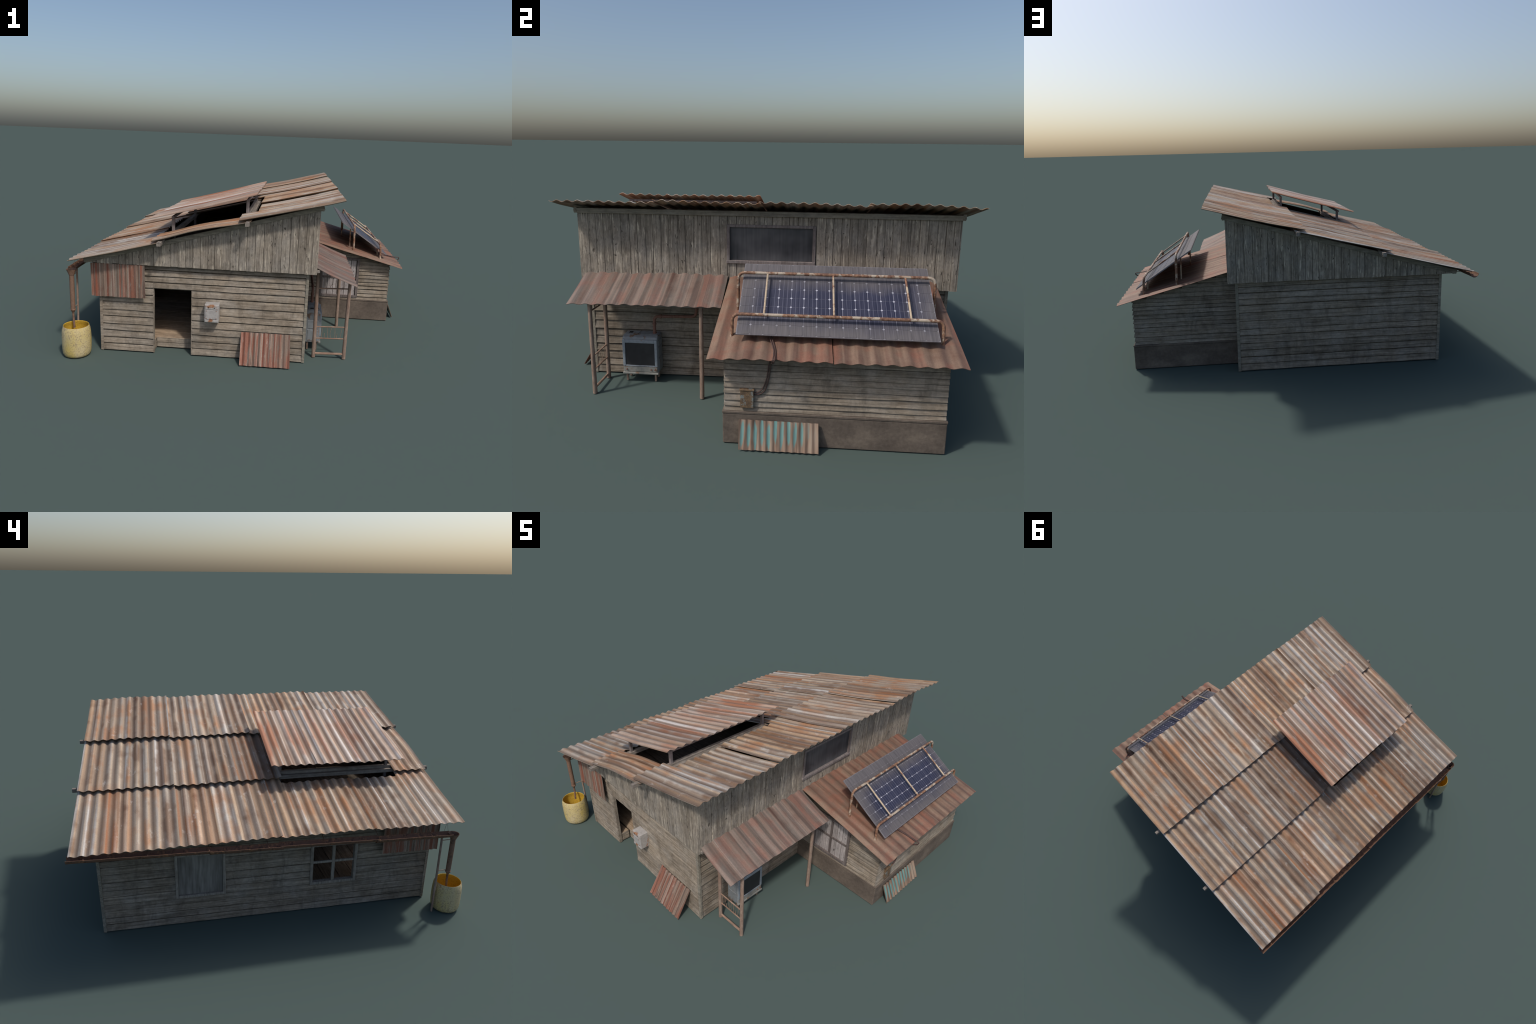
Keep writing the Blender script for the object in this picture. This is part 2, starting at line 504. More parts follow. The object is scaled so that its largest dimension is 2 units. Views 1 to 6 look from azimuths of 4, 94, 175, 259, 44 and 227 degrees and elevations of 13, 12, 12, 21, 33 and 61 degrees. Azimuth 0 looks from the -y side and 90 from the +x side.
def green_tin():
    m = Nodes("green_painted_tin", 0.62, 0.1, 0.3)
    base = m.noise(m.scaled((5, 60, 5)), 1, 3, 0.6)
    c = m.ramp(base, (0.32, (0.13, 0.085, 0.062)), (0.5, (0.27, 0.185, 0.135)), (0.68, (0.33, 0.26, 0.20)))
    ridge = m.math("MULTIPLY_ADD", m.math("SINE", m.math("MULTIPLY", m.axis(1), 2 * math.pi / 0.0256)), 0.5, 0.5)
    end = m.math("MULTIPLY", m.ramp(m.axis(1), (0.0, 1.0), (0.18, 1.0), (0.27, 0.0)), 1.0)
    mid = m.math("SUBTRACT", 1.55, m.math("ABSOLUTE", m.math("MULTIPLY", m.math("SUBTRACT", m.math("ADD", m.axis(2), m.math("MULTIPLY", m.math("SUBTRACT", m.noise(m.scaled((2, 44, 2), (7, 0, 0)), 1, 2, 0.5), 0.5), 0.11)), 0.066), 27.0)), clamp=True)
    rag = m.noise(m.scaled((9, 58, 9), (3, 1, 0)), 1, 4, 0.7)
    k = m.math("MULTIPLY", m.math("MULTIPLY", mid, end), m.math("MULTIPLY", m.math("ADD", m.math("POWER", ridge, 1.6), 0.10), m.math("MULTIPLY", rag, 2.0)))
    c = m.mix(m.ramp(k, (0.22, 0.0), (0.62, 0.85)), c, m.mix(rag, (0.035, 0.17, 0.20), (0.20, 0.37, 0.33)))
    m.bump(base, 0.3, 0.002)
    return m.colour(c)


green_sheet_tin = green_tin()
gutter_tin = painted("gutter_rust", (0.16, 0.085, 0.055), (0.29, 0.145, 0.075), (0.08, 0.045, 0.032), 0.55, 22, 0.75, 1.0)
spout_rust = painted("downspout_rust", (0.195, 0.115, 0.078), (0.25, 0.135, 0.082), (0.10, 0.06, 0.042), 0.5, 30, 0.7, 2.0)
pipe_paint = painted("flaking_pipe_paint", (0.44, 0.36, 0.28), (0.31, 0.175, 0.105), (0.14, 0.068, 0.045), 0.72, 24, 0.6, 3.0)
rung_paint = painted("flaking_rung_paint", (0.47, 0.37, 0.265), (0.32, 0.16, 0.09), (0.16, 0.075, 0.05), 0.5, 17, 0.6, 4.0)
stove_paint = painted("stove_enamel", (0.215, 0.232, 0.245), (0.22, 0.12, 0.07), (0.12, 0.08, 0.055), 0.26, 20, 0.5, 5.0)
stove_frame = painted("stove_door_enamel", (0.255, 0.283, 0.312), (0.22, 0.145, 0.09), (0.2, 0.13, 0.09), 0.16, 24, 0.45, 6.0)
stove_low = painted("stove_panel_enamel", (0.27, 0.262, 0.235), (0.23, 0.145, 0.09), (0.2, 0.13, 0.09), 0.34, 24, 0.5, 6.5)
stove_glass = plain("stove_glass", (0.030, 0.029, 0.031), 0.45, 0.25, 30, 0.4)
flue_rust = painted("flue_rust", (0.20, 0.10, 0.075), (0.28, 0.12, 0.075), (0.10, 0.055, 0.04), 0.5, 34, 0.75, 7.0)
meter_paint = painted("meter_enamel", (0.38, 0.357, 0.338), (0.33, 0.165, 0.08), (0.24, 0.11, 0.06), 0.30, 19, 0.5, 8.0)
junction_rust = painted("junction_box_rust", (0.20, 0.215, 0.205), (0.21, 0.135, 0.075), (0.105, 0.070, 0.045), 0.85, 34, 0.7, 9.0)
cable_rubber = plain("cable_rubber", (0.085, 0.052, 0.045), 0.6, 0.3, 50)
wire_metal = plain("rusty_wire", (0.27, 0.18, 0.13), 0.7, 0.3, 90)
hole_black = plain("dark_hole", (0.02, 0.018, 0.016), 0.9, 0.1)


def concrete():
    m = Nodes("plinth_concrete", 0.95, 0, 0.15)
    big = m.noise(m.scaled((7, 7, 12)), 1, 4, 0.6)
    fine = m.noise(m.co, 70, 5, 0.7)
    c = m.ramp(big, (0.30, (0.100, 0.080, 0.066)), (0.52, (0.145, 0.116, 0.094)), (0.72, (0.205, 0.165, 0.130)))
    m.bump(fine, 0.4, 0.0025)
    return m.colour(bright(m, c, m.ramp(fine, (0.28, 0.80), (0.72, 1.18))))


mud_wall = concrete()


def pane():
    m = Nodes("grimy_pane", 0.38, 0, 0.4)
    streak = m.noise(m.scaled((40, 95, 5)), 1, 4, 0.6)
    smear = m.noise(m.scaled((4, 6, 7), (2, 1, 0)), 1, 3, 0.5)
    c = m.ramp(smear, (0.36, (0.045, 0.045, 0.050)), (0.70, (0.115, 0.11, 0.112)))
    return m.colour(bright(m, c, m.ramp(streak, (0.3, 0.8), (0.7, 1.2))), m.ramp(smear, (0.35, 0.3), (0.7, 0.6)))


def panel_board():
    m = Nodes("weathered_panel", 0.9, 0, 0.2)
    s = m.noise(m.scaled((30, 60, 6)), 1, 4, 0.6)
    b = m.noise(m.scaled((6, 9, 6)), 1, 3, 0.5)
    c = m.ramp(s, (0.3, (0.14, 0.128, 0.112)), (0.7, (0.30, 0.278, 0.25)))
    return m.colour(bright(m, c, m.ramp(b, (0.3, 0.7), (0.65, 1.1))))


def solar(name, cell):
    """dusty panel: grime covers the strips beyond the two guard rails and the ends"""
    m = Nodes(name, 0.3, 0, 0.5)
    streak = m.noise(m.scaled((6, 120, 6)), 1, 4, 0.65)
    cloud = m.noise(m.scaled((7, 7, 7), (5, 1, 0)), 1, 3, 0.55)
    up = m.math("ABSOLUTE", m.math("SUBTRACT", m.axis(0), 0.722))
    side = m.math("ABSOLUTE", m.math("SUBTRACT", m.axis(1), 0.332))
    edge = m.math("MAXIMUM", m.math("MULTIPLY", m.math("SUBTRACT", up, 0.062), 14.0), m.math("MULTIPLY", m.math("SUBTRACT", side, 0.285), 9.0))
    edge = m.math("ADD", edge, m.math("MULTIPLY", m.math("SUBTRACT", cloud, 0.45), 1.5))
    dust = m.math("MULTIPLY", m.math("ADD", edge, 0.12, clamp=True), 0.85, clamp=True)
    if cell:
        c = m.mix(m.ramp(streak, (0.32, 0.0), (0.7, 1.0)), (0.012, 0.014, 0.036), (0.048, 0.048, 0.078))
        bus = m.math("FRACT", m.math("MULTIPLY", m.math("ADD", m.axis(1), 0.049), 3.0 / 0.05073))
        c = m.mix(m.math("MULTIPLY", m.math("LESS_THAN", bus, 0.11), 0.28), c, (0.30, 0.30, 0.38))
    else:
        c = m.mix(streak, (0.30, 0.30, 0.36), (0.62, 0.62, 0.70))
    grime = m.ramp(streak, (0.3, (0.088, 0.079, 0.080)), (0.7, (0.145, 0.130, 0.130)))
    c = m.mix(dust, c, grime)
    return m.colour(c, m.math("MULTIPLY_ADD", dust, 0.35, 0.4))


pane_glass, weathered_panel = pane(), panel_board()
cell_glass, cell_backing = solar("solar_cell_glass", True), solar("solar_backing", False)


def barrel_paint(name, base, pale, rust):
    m = Nodes(name, 0.65, 0, 0.3)
    a = m.noise(m.scaled((14, 14, 5)), 1, 4, 0.6)
    c = m.ramp(a, (0.35, base), (0.62, pale))
    g = m.noise(m.co, 150, 4, 0.7)
    zone = m.noise(m.scaled((9, 9, 13), (1, 2, 0)), 1, 3, 0.6)
    dirt = m.math("MULTIPLY", m.ramp(g, (0.50, 0.0), (0.60, 1.0)), m.ramp(zone, (0.30, 0.0), (0.52, 0.85)))
    c = m.mix(dirt, c, rust)
    chip = m.noise(m.co, 28, 3, 0.5)
    c = m.mix(m.ramp(chip, (0.68, 0.0), (0.71, 0.7)), c, (0.36, 0.2, 0.11))
    m.bump(g, 0.4, 0.0015)
    return m.colour(c)


barrel_outside = barrel_paint("barrel_paint", (0.52, 0.40, 0.125), (0.53, 0.44, 0.255), (0.25, 0.19, 0.125))
barrel_inside = barrel_paint("barrel_inside_paint", (0.56, 0.34, 0.02), (0.58, 0.38, 0.05), (0.36, 0.2, 0.03))

# ------------------------------------------------------------------ the shack
shack = empty("shack")
shack["label"] = "weathered timber shack with rusty corrugated metal roofs and solar panel"
shack["category"] = "shack"

# outer planes of the walls
LX0, LX1, LY0, LY1 = -0.785, 0.309, -0.8435, 0.8645      # lower walls, behind the boards
UX0, UX1, UY0, UY1 = -0.834, 0.350, -0.870, 0.896      # upper walls, behind the boards
WALL_TOP = 0.500
eave = lambda x: 0.521 + 0.274 * (x + 0.858)           # top of the rake boards
DOOR = (-0.503, -0.293, -0.01, 0.371)
WINDOW = (-0.431, -0.196, 0.164, 0.386)
BOARDED = (0.262, 0.502, 0.163, 0.400)
COURSES = [0.004, 0.044, 0.081, 0.122, 0.160, 0.202, 0.238, 0.284, 0.330, 0.371, 0.404, 0.437, 0.470, 0.500]
ANNEX_COURSES = [0.138, 0.157, 0.182, 0.210, 0.235, 0.260, 0.284, 0.308, 0.333, 0.353, 0.376, 0.400, 0.424, 0.450, 0.474, 0.498, 0.522, 0.545]

rng = random.Random(11)


def siding(parent, start, U, N, length, courses, holes, mat, top=None, seed=0, lap=0.0078, gap=0.0058):
    """lapped horizontal boards on one wall; u runs from 0 along U"""
    for k, (z0, z1) in enumerate(zip(courses, courses[1:])):
        dz = rng.uniform(-0.0015, 0.0015) if 0 < k else 0
        z1s = z1 - gap * rng.uniform(0.75, 1.0)
        for (u0, u1, a, b) in minus((0, length, z0 + (dz if k else 0), z1s), holes):
            if b - a < 0.006 or u1 - u0 < 0.004:
                continue
            if top:
                lim = [u for u in (u0 + (u1 - u0) * i / 60 for i in range(61)) if top(u) > a + 0.008]
                if not lim:
                    continue
                u0c, u1c = lim[0], lim[-1]
                h = b - a
                end = (lambda w, a=a, u0c=u0c, u1c=u1c, u0=u0: slope_end(w, a, u0c, u1c, top) - u0)
            else:
                end, h = None, b - a
            o = lap * rng.uniform(0.85, 1.15)
            v, f = board(V3(start) + V3(U) * u0 + V3((0, 0, a)), U, (0, 0, 1), N, u1 - u0, h, o, 0.0028, seed + k * 3.7, wob=0.0018, end=end)
            mesh("siding_board", v, f, mat, parent, 35)


def slope_end(w, a, u0, u1, top):
    """how far a course reaches below a roof that falls along u"""
    lo, hi = u0, u1
    if top(hi) >= a + w:
        return hi
    for _ in range(24):
        m = (lo + hi) / 2
        lo, hi = (m, hi) if top(m) >= a + w else (lo, m)
    return lo


T = 0.012  # wall backing thickness
def backing(name, rects, to_box, mat=inside_wood):
    s = Shape()
    for r in rects:
        s.box(*to_box(r))
    return s.obj(name, mat, shack)


front_wall = backing("front_wall", minus((LX0, LX1, 0.001, WALL_TOP), [DOOR]), lambda r: ((r[0], LY0, r[2]), (r[1], LY0 + T, r[3])))
back_wall = backing("back_wall", [(LX0, LX1, 0.001, WALL_TOP)], lambda r: ((r[0], LY1 - T, r[2]), (r[1], LY1, r[3])))
window_wall = backing("window_wall", minus((LY0 + T, LY1 - T, 0.001, WALL_TOP), [WINDOW, BOARDED]), lambda r: ((LX0, r[0], r[2]), (LX0 + T, r[1], r[3])))
porch_wall = backing("porch_wall", [(LY0 + T, LY1 - T, 0.001, WALL_TOP)], lambda r: ((LX1 - T, r[0], r[2]), (LX1, r[1], r[3])))

siding(front_wall, (LX0, LY0, 0), (1, 0, 0), (0, -1, 0), LX1 - LX0, COURSES, [(DOOR[0] - LX0, DOOR[1] - LX0, -1, DOOR[3])], siding_x, seed=1)
siding(back_wall, (LX0, LY1, 0), (1, 0, 0), (0, 1, 0), LX1 - LX0, COURSES, [], siding_x, seed=40)
siding(window_wall, (LX0, LY0, 0), (0, 1, 0), (-1, 0, 0), LY1 - LY0, COURSES,
       [(w[0] - LY0, w[1] - LY0, w[2], w[3]) for w in (WINDOW, BOARDED)], siding_y, seed=80)
siding(porch_wall, (LX1, LY0, 0), (0, 1, 0), (1, 0, 0), -0.095 - LY0, COURSES, [], siding_y, seed=120)
siding(porch_wall, (LX1, 0.757, 0), (0, 1, 0), (1, 0, 0), LY1 - 0.757, COURSES, [], siding_y, seed=160)
for k, (x, y) in enumerate(((LX0, LY0), (LX1, LY0), (LX0, LY1), (LX1, LY1))):
    sx, sy = (-1 if x < 0 else 1), (-1 if y < 0 else 1)
    a, b = (x - sx * 0.006, y - sy * 0.006), (x + sx * 0.0092, y + sy * 0.0092)
    v, f = block((min(a[0], b[0]), min(a[1], b[1]), 0.0), (max(a[0], b[0]), max(a[1], b[1]), WALL_TOP - 0.001), 0.001)
    mesh("corner_post", v, f, trim_x if k else siding_x, shack)

# raised floor with a notch behind the doorway
floor = Shape()
floor.box((LX0 + T, -0.765, 0.001), (LX1 - T, LY1 - T, 0.051))
floor.box((LX0 + T, LY0 + T, 0.001), (DOOR[0] - 0.004, -0.765, 0.051))
floor.box((DOOR[1] + 0.004, LY0 + T, 0.001), (LX1 - T, -0.765, 0.051))
floor = floor.obj("floor", backing_wood, shack)
yy, k = -0.766, 0
while yy < LY1 - T - 0.01:
    w = min(rng.uniform(0.078, 0.094), LY1 - T - yy)
    v, f = board((LX0 + T, yy, 0.051), (1, 0, 0), (0, 1, 0), (0, 0, 1), LX1 - LX0 - 2 * T, w - 0.002, 0.009, 0.009, 300 + k)
    mesh("floor_board", v, f, floor_x, floor, 35)
    yy += w
    k += 1
for x0, x1 in ((LX0 + T, DOOR[0] - 0.004), (DOOR[1] + 0.004, LX1 - T)):
    v, f = board((x0, LY0 + T, 0.051), (1, 0, 0), (0, 1, 0), (0, 0, 1), x1 - x0, 0.056, 0.009, 0.009, 330 + x0)
    mesh("floor_board", v, f, floor_x, floor, 35)
for z0, z1 in ((0.004, 0.030), (0.031, 0.0585)):
    v, f = board((DOOR[0], -0.7655, z0), (1, 0, 0), (0, 0, 1), (0, -1, 0), DOOR[1] - DOOR[0], z1 - z0, 0.005, 0.003, 340 + z0 * 50)
    mesh("step_board", v, f, siding_x, floor, 35)
    for x, sg in ((DOOR[0] - 0.0045, 1), (DOOR[1] + 0.0045, -1)):
        v, f = board((x, LY0 + 0.0005, z0), (0, 1, 0), (0, 0, 1), (sg, 0, 0), 0.066, z1 - z0, 0.004, 0.003, 350 + z0 * 50 + sg)
        mesh("step_board", v, f, siding_y, floor, 35)
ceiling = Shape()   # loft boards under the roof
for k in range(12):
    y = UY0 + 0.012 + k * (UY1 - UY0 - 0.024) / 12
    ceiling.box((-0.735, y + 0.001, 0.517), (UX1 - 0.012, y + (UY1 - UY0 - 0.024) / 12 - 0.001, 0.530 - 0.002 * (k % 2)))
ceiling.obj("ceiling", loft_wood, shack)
door_trim = Shape()
door_trim.box((DOOR[0] - 0.001, LY0 - 0.0045, 0.0), (DOOR[0] + 0.004, LY0 + T + 0.002, DOOR[3]), 0.0008)
door_trim.box((DOOR[1] - 0.004, LY0 - 0.0045, 0.0), (DOOR[1] + 0.001, LY0 + T + 0.002, DOOR[3]), 0.0008)
door_trim.box((DOOR[0] + 0.004, LY0 - 0.0045, DOOR[3] - 0.004), (DOOR[1] - 0.004, LY0 + T + 0.002, DOOR[3] + 0.001), 0.0008)
door_trim.obj("door_frame", siding_x, shack)

# four-pane window, open to the room
def bars(name, x0, x1, rects, mat, parent=None, along="y"):
    s = Shape()
    for a0, a1, z0, z1 in rects:
        if along == "y":
            s.box((x0, a0, z0), (x1, a1, z1), 0.0012)
        else:
            s.box((a0, x0, z0), (a1, x1, z1), 0.0012)
    return s.obj(name, mat, parent or shack)

y0, y1, z0, z1 = WINDOW
bars("window_frame", LX0 - 0.012, LX0 + T, [(y0 - 0.009, y0 + 0.006, z0 - 0.009, z1 + 0.009), (y1 - 0.006, y1 + 0.009, z0 - 0.009, z1 + 0.009),
     (y0 + 0.006, y1 - 0.006, z0 - 0.009, z0 + 0.006), (y0 + 0.006, y1 - 0.006, z1 - 0.006, z1 + 0.009)], grey_frame)
ym, zm = (y0 + y1) / 2, 0.284
bars("window_mullion", LX0 - 0.006, LX0 + 0.006, [(ym - 0.008, ym + 0.008, z0 + 0.006, z1 - 0.006)], grey_frame)
bars("window_rail", LX0 - 0.0045, LX0 + 0.0045, [(y0 + 0.006, ym - 0.008, zm - 0.0065, zm + 0.0065), (ym + 0.008, y1 - 0.006, zm - 0.0065, zm + 0.0065)], grey_frame)
# window closed with a weathered panel
y0, y1, z0, z1 = BOARDED
bars("boarded_window_frame", LX0 - 0.013, LX0 + T, [(y0 - 0.006, y0 + 0.008, z0 - 0.006, z1 + 0.006), (y1 - 0.008, y1 + 0.006, z0 - 0.006, z1 + 0.006),
     (y0 + 0.008, y1 - 0.008, z0 - 0.006, z0 + 0.008), (y0 + 0.008, y1 - 0.008, z1 - 0.008, z1 + 0.006)], grey_frame)
bars("window_panel", LX0 - 0.002, LX0 + 0.006, [(y0 + 0.008, y1 - 0.008, z0 + 0.008, z1 - 0.008)], weathered_panel)

# --------------------------------------------------- upper walls, upright boards
def gable(name, y, thick):
    s = Shape()
    y2 = y + thick
    q = [(UX0, WALL_TOP), (UX1, WALL_TOP), (UX1, eave(UX1) - 0.006), (UX0, eave(UX0) - 0.006)]
    v = [(x, yy, z) for yy in (min(y, y2), max(y, y2)) for x, z in q]
    s.add(v, orient(v, [(0, 1, 2, 3), (4, 5, 6, 7), (0, 1, 5, 4), (1, 2, 6, 5), (2, 3, 7, 6), (3, 0, 4, 7)]))
    return s.obj(name, backing_wood, shack)


front_gable = gable("front_gable", UY0, 0.010)
back_gable = gable("back_gable", UY1, -0.010)
UPW = (-0.158, 0.246, 0.613, 0.783)
clerestory_wall = backing("clerestory_wall", minus((UY0 + 0.010, UY1 - 0.010, WALL_TOP, eave(UX1) - 0.006), [UPW]),
                          lambda r: ((UX1 - 0.010, r[0], r[2]), (UX1, r[1], r[3])), backing_wood)


def uprights(parent, origin, U, N, u0, u1, top, holes, seed):
    """upright boards side by side along U"""
    u, k = u0, 0
    while u < u1 - 0.004:
        w = rng.uniform(0.034, 0.046)
        if u1 - u - w < 0.02:
            w = u1 - u
        for (a, b, z0, z1) in minus((u, u + w, WALL_TOP - rng.uniform(0.0, 0.003), 9.0), holes):
            if b - a < 0.003:
                continue
            p = V3(origin) + V3(U) * a + V3((0, 0, z0))
            end = (lambda q, a=a, z0=z0, z1=z1: min(z1, top(a + q)) - z0)
            t = rng.uniform(0.0048, 0.0072)
            v, f = board(p, (0, 0, 1), U, N, end(0), b - a - 0.0013, t, t, seed + k * 2.3, wob=0.0008, end=end)
            mesh("upright_board", v, f, upright_wood, parent, 35)
        u += w
        k += 1


uprights(front_gable, (0, UY0, 0), (1, 0, 0), (0, -1, 0), UX0, UX1 + 0.006, lambda x: eave(x) - 0.008, [], 500)
uprights(back_gable, (0, UY1, 0), (1, 0, 0), (0, 1, 0), UX0, UX1 + 0.006, lambda x: eave(x) - 0.008, [], 600)
uprights(clerestory_wall, (UX1, 0, 0), (0, 1, 0), (1, 0, 0), UY0, UY1, lambda y: eave(UX1) - 0.008, [UPW], 700)
v, f = board((UX0, UY0, WALL_TOP - 0.002), (0, 1, 0), (0, 0, 1), (-1, 0, 0), UY1 - UY0, 0.026, 0.006, 0.006, 777)
mesh("eave_board", v, f, trim_y, shack, 35)
s = Shape()   # soffit strips that close the jetty of the upper walls
s.box((UX0, UY0, WALL_TOP - 0.001), (UX1, LY0 + 0.008, WALL_TOP + 0.004))
s.box((UX0, LY1 - 0.008, WALL_TOP - 0.001), (UX1, UY1, WALL_TOP + 0.004))
s.box((LX1 - 0.008, LY0 + 0.008, WALL_TOP - 0.001), (UX1, LY1 - 0.008, WALL_TOP + 0.004))
s.box((UX0, LY0 + 0.008, WALL_TOP - 0.001), (LX0 + 0.008, LY1 - 0.008, WALL_TOP + 0.004))
s.obj("soffit", trim_x, shack)
# rake and eave fascia boards
dirx = V3((1, 0, 0.274)).normalized()
upx = V3((-0.274, 0, 1)).normalized()
for y, n in ((UY0, -1), (UY1, 1)):
    L = (0.374 + 0.857) * math.hypot(1, 0.274)
    v, f = board(V3((-0.857, y, eave(-0.857) - 0.025)), dirx, upx, (0, n, 0), L, 0.023, 0.014, 0.014, 800 + n, wob=0.0008)
    mesh("rake_board", v, f, trim_x, shack, 35)
v, f = board((UX1, UY0 - 0.013, eave(UX1) - 0.025), (0, 1, 0), (0, 0, 1), (1, 0, 0), UY1 - UY0 + 0.026, 0.023, 0.020, 0.020, 810, wob=0.0008)
mesh("fascia_board", v, f, trim_y, shack, 35)
v, f = board((UX0 - 0.006, UY0 - 0.013, 0.498), (0, 1, 0), (0, 0, 1), (-1, 0, 0), UY1 - UY0 + 0.026, 0.024, 0.014, 0.014, 811, wob=0.0008)
mesh("fascia_board", v, f, trim_y, shack, 35)

# clerestory window
y0, y1, z0, z1 = UPW
bars("clerestory_frame", UX1 - 0.008, UX1 + 0.012, [(y0 - 0.004, y0 + 0.010, z0 - 0.004, z1 + 0.004), (y1 - 0.010, y1 + 0.004, z0 - 0.004, z1 + 0.004), (y0 + 0.010, y1 - 0.010, z1 - 0.009, z1 + 0.004)], frame_z)
bars("clerestory_sill", UX1 - 0.008, UX1 + 0.015, [(y0 - 0.006, y1 + 0.004, z0 - 0.010, z0 + 0.004)], frame_z)
bars("clerestory_pane", UX1 - 0.006, UX1 + 0.001, [(y0 + 0.008, y1 - 0.008, z0 + 0.004, z1 - 0.008)], pane_glass)

# ------------------------------------------------------------------ main roof
roof = empty("roof", shack)
SEAMS = [-0.951, -0.470, 0.006, 0.488, 0.970]
# tier: x at the low edge, z there, x at the high edge, slope
TIERS = [(-0.920, 0.520, -0.435, 0.250), (-0.484, 0.645, 0.012, 0.250), (-0.046, 0.770, 0.466, 0.243)]
LIFT = {(2, 3): 0.009, (2, 2): 0.004, (1, 2): 0.003, (0, 1): 0.003, (2, 1): 0.003}   # how far a sheet bows up
RIDE = [0.0065, 0.006, 0.0095]                         # how high each sheet rides over its neighbour, per tier
rng2 = random.Random(5)
HOLE = (-0.505, 0.036, -0.757, -0.090)                  # opening in the roof: x and y limits
for t, (xa, za, xb, sl) in enumerate(TIERS):
    for k in range(4):
        ya, yb = SEAMS[k], SEAMS[k + 1]
        if t == 1 and k == 1:
            ya = HOLE[3]                               # only a strip is left beside the opening
        if t == 1 and k == 0:
            yb = HOLE[2]
        width = yb - ya
        waves = max(1, round(width / RIB))
        bow, ride = LIFT.get((t, k), 0.0), (RIDE[t] * rng2.uniform(0.8, 1.2) if k else 0.0)
        if k:
            ya -= 0.009
            width += 0.009
        sag = (0.001, 0.0005, 0.003)[t]
        hump = 0.010 if (t, k) == (1, 0) else 0.0       # the sheet beside the opening arches up
        sd = 10 * t + k
        x0 = xa + rng2.uniform(-0.008, 0.006)
        def form(s, v, bow=bow, ride=ride, sag=sag, sd=sd, hump=hump):
            h = hump * math.sin(math.pi * min(1, v * 1.05)) ** 2 + ride * (1 - s) ** 2 + bow * math.sin(math.pi * s) * (0.35 + 0.65 * v)
            h += sag * (1 - v) ** 3 - sag * 0.9 * math.sin(math.pi * v)
            return h + 0.0025 * noise.noise(V3((s * 2.5, v * 1.5, sd * 3.1)))
        def trim(s, t=t, ya=ya, width=width, x0=x0, xb=xb):
            inside = HOLE[2] - 0.003 < ya + s * width < HOLE[3] + 0.003
            if inside and t == 0:
                return 0.0, (HOLE[0] - x0) / (xb - x0)
            if inside and t == 2:
                return (HOLE[1] - x0) / (xb - x0), 1.0
            return 0.0, 1.0
        v, f = corrugated((x0, ya, za), (0, width, 0), (xb - x0, 0, (xb - x0) * sl), waves, 0.0044, form, sd, trim=trim, per=9, pitch=RIB)
        mesh("roof_sheet", v, f, roof_tin, roof, 40)

# purlins run the whole length and stick out at both gables
for x, z in ((-0.003, 0.758), (-0.441, 0.636)):
    v, f = board((x - 0.010, -0.978, z - 0.0105), (0, 1, 0), (1, 0, 0), (0, 0, 1), 1.977, 0.020, 0.020, 0.020, 900 + x * 9, wob=0.0012, bevel=0.002)
    mesh("purlin", v, f, beam_y, roof, 35)
for x, z0, z1 in ((-0.420, 0.641, 0.661), (-0.021, 0.756, 0.777)):
    v, f = board((x - 0.0105, -0.775, z0), (0, 1, 0), (1, 0, 0), (0, 0, 1), 0.692, 0.021, z1 - z0, z1 - z0, 930 + x * 9, wob=0.0012, bevel=0.002)
    mesh("hatch_beam", v, f, beam_y, roof, 35)

# raised canopy over the hole in the roof
canopy = empty("canopy", shack)
cl = V3((-0.520, -0.040, 0.732))
for ya, yb, dz, dt in ((-0.786, -0.520, 0.010, -0.006), (-0.532, -0.285, 0.004, 0.0), (-0.300, -0.032, 0.001, 0.003)):
    w = yb - ya
    def form(s, v, dz=dz, dt=dt, ya=ya):
        return dz + dt * s + 0.002 * noise.noise(V3((s * 2, v * 2, ya * 9))) - 0.003 * math.sin(math.pi * v)
    skew = -0.016 * (yb + 0.04) / -0.72
    x0 = -0.520 - 0.012 * (ya + 0.04) / -0.72
    v, f = corrugated((x0, ya, 0.734 - 0.010 * (ya + 0.04) / -0.72), (0, w, 0), (0.562, -0.004, 0.1535), max(2, round(w / RIB)), 0.0044, form, 60 + ya * 9, nv=18, per=9, pitch=RIB)
    mesh("canopy_sheet", v, f, canopy_tin, canopy, 40)
for x, y in ((-0.022, -0.736), (-0.022, -0.106), (-0.420, -0.731), (-0.420, -0.103)):
    top = 0.732 + 0.273 * (x + 0.52) - 0.020
    v, f = board((x - 0.0075, y - 0.0075, top - 0.150), (0, 0, 1), (1, 0, 0), (0, 1, 0), 0.150, 0.015, 0.015, 0.015, 950 + x + y)
    mesh("canopy_post", v, f, frame_z, canopy, 35)
for x in (-0.022, -0.420):
    top = 0.732 + 0.273 * (x + 0.52) - 0.0215
    v, f = board((x - 0.006, -0.752, top - 0.006), (0, 1, 0), (1, 0, 0), (0, 0, 1), 0.690, 0.012, 0.012, 0.012, 970 + x)
    mesh("canopy_beam", v, f, frame_z, canopy, 35)

# sheet nailed to the front wall at the corner
def upright_sheet(name, low_a, low_b, high_a, mat, waves, amp, parent, seed, nv=14, shape=None):
    a, b, c = V3(low_a), V3(low_b), V3(high_a)
    v, f = corrugated(a, b - a, c - a, waves, amp, shape, seed, nv=nv, per=6, ragged=0.002)
    return mesh(name, v, f, mat, parent, 40)

upright_sheet("wall_sheet", (-0.826, -0.876, 0.317), (-0.537, -0.876, 0.317), (-0.830, -0.873, 0.496), scrap_tin, 12, 0.0022, shack, 71)
upright_sheet("wall_sheet", (-0.825, -0.875, 0.319), (-0.825, -0.566, 0.321), (-0.822, -0.875, 0.496), scrap_side_tin, 12, 0.0022, shack, 72)

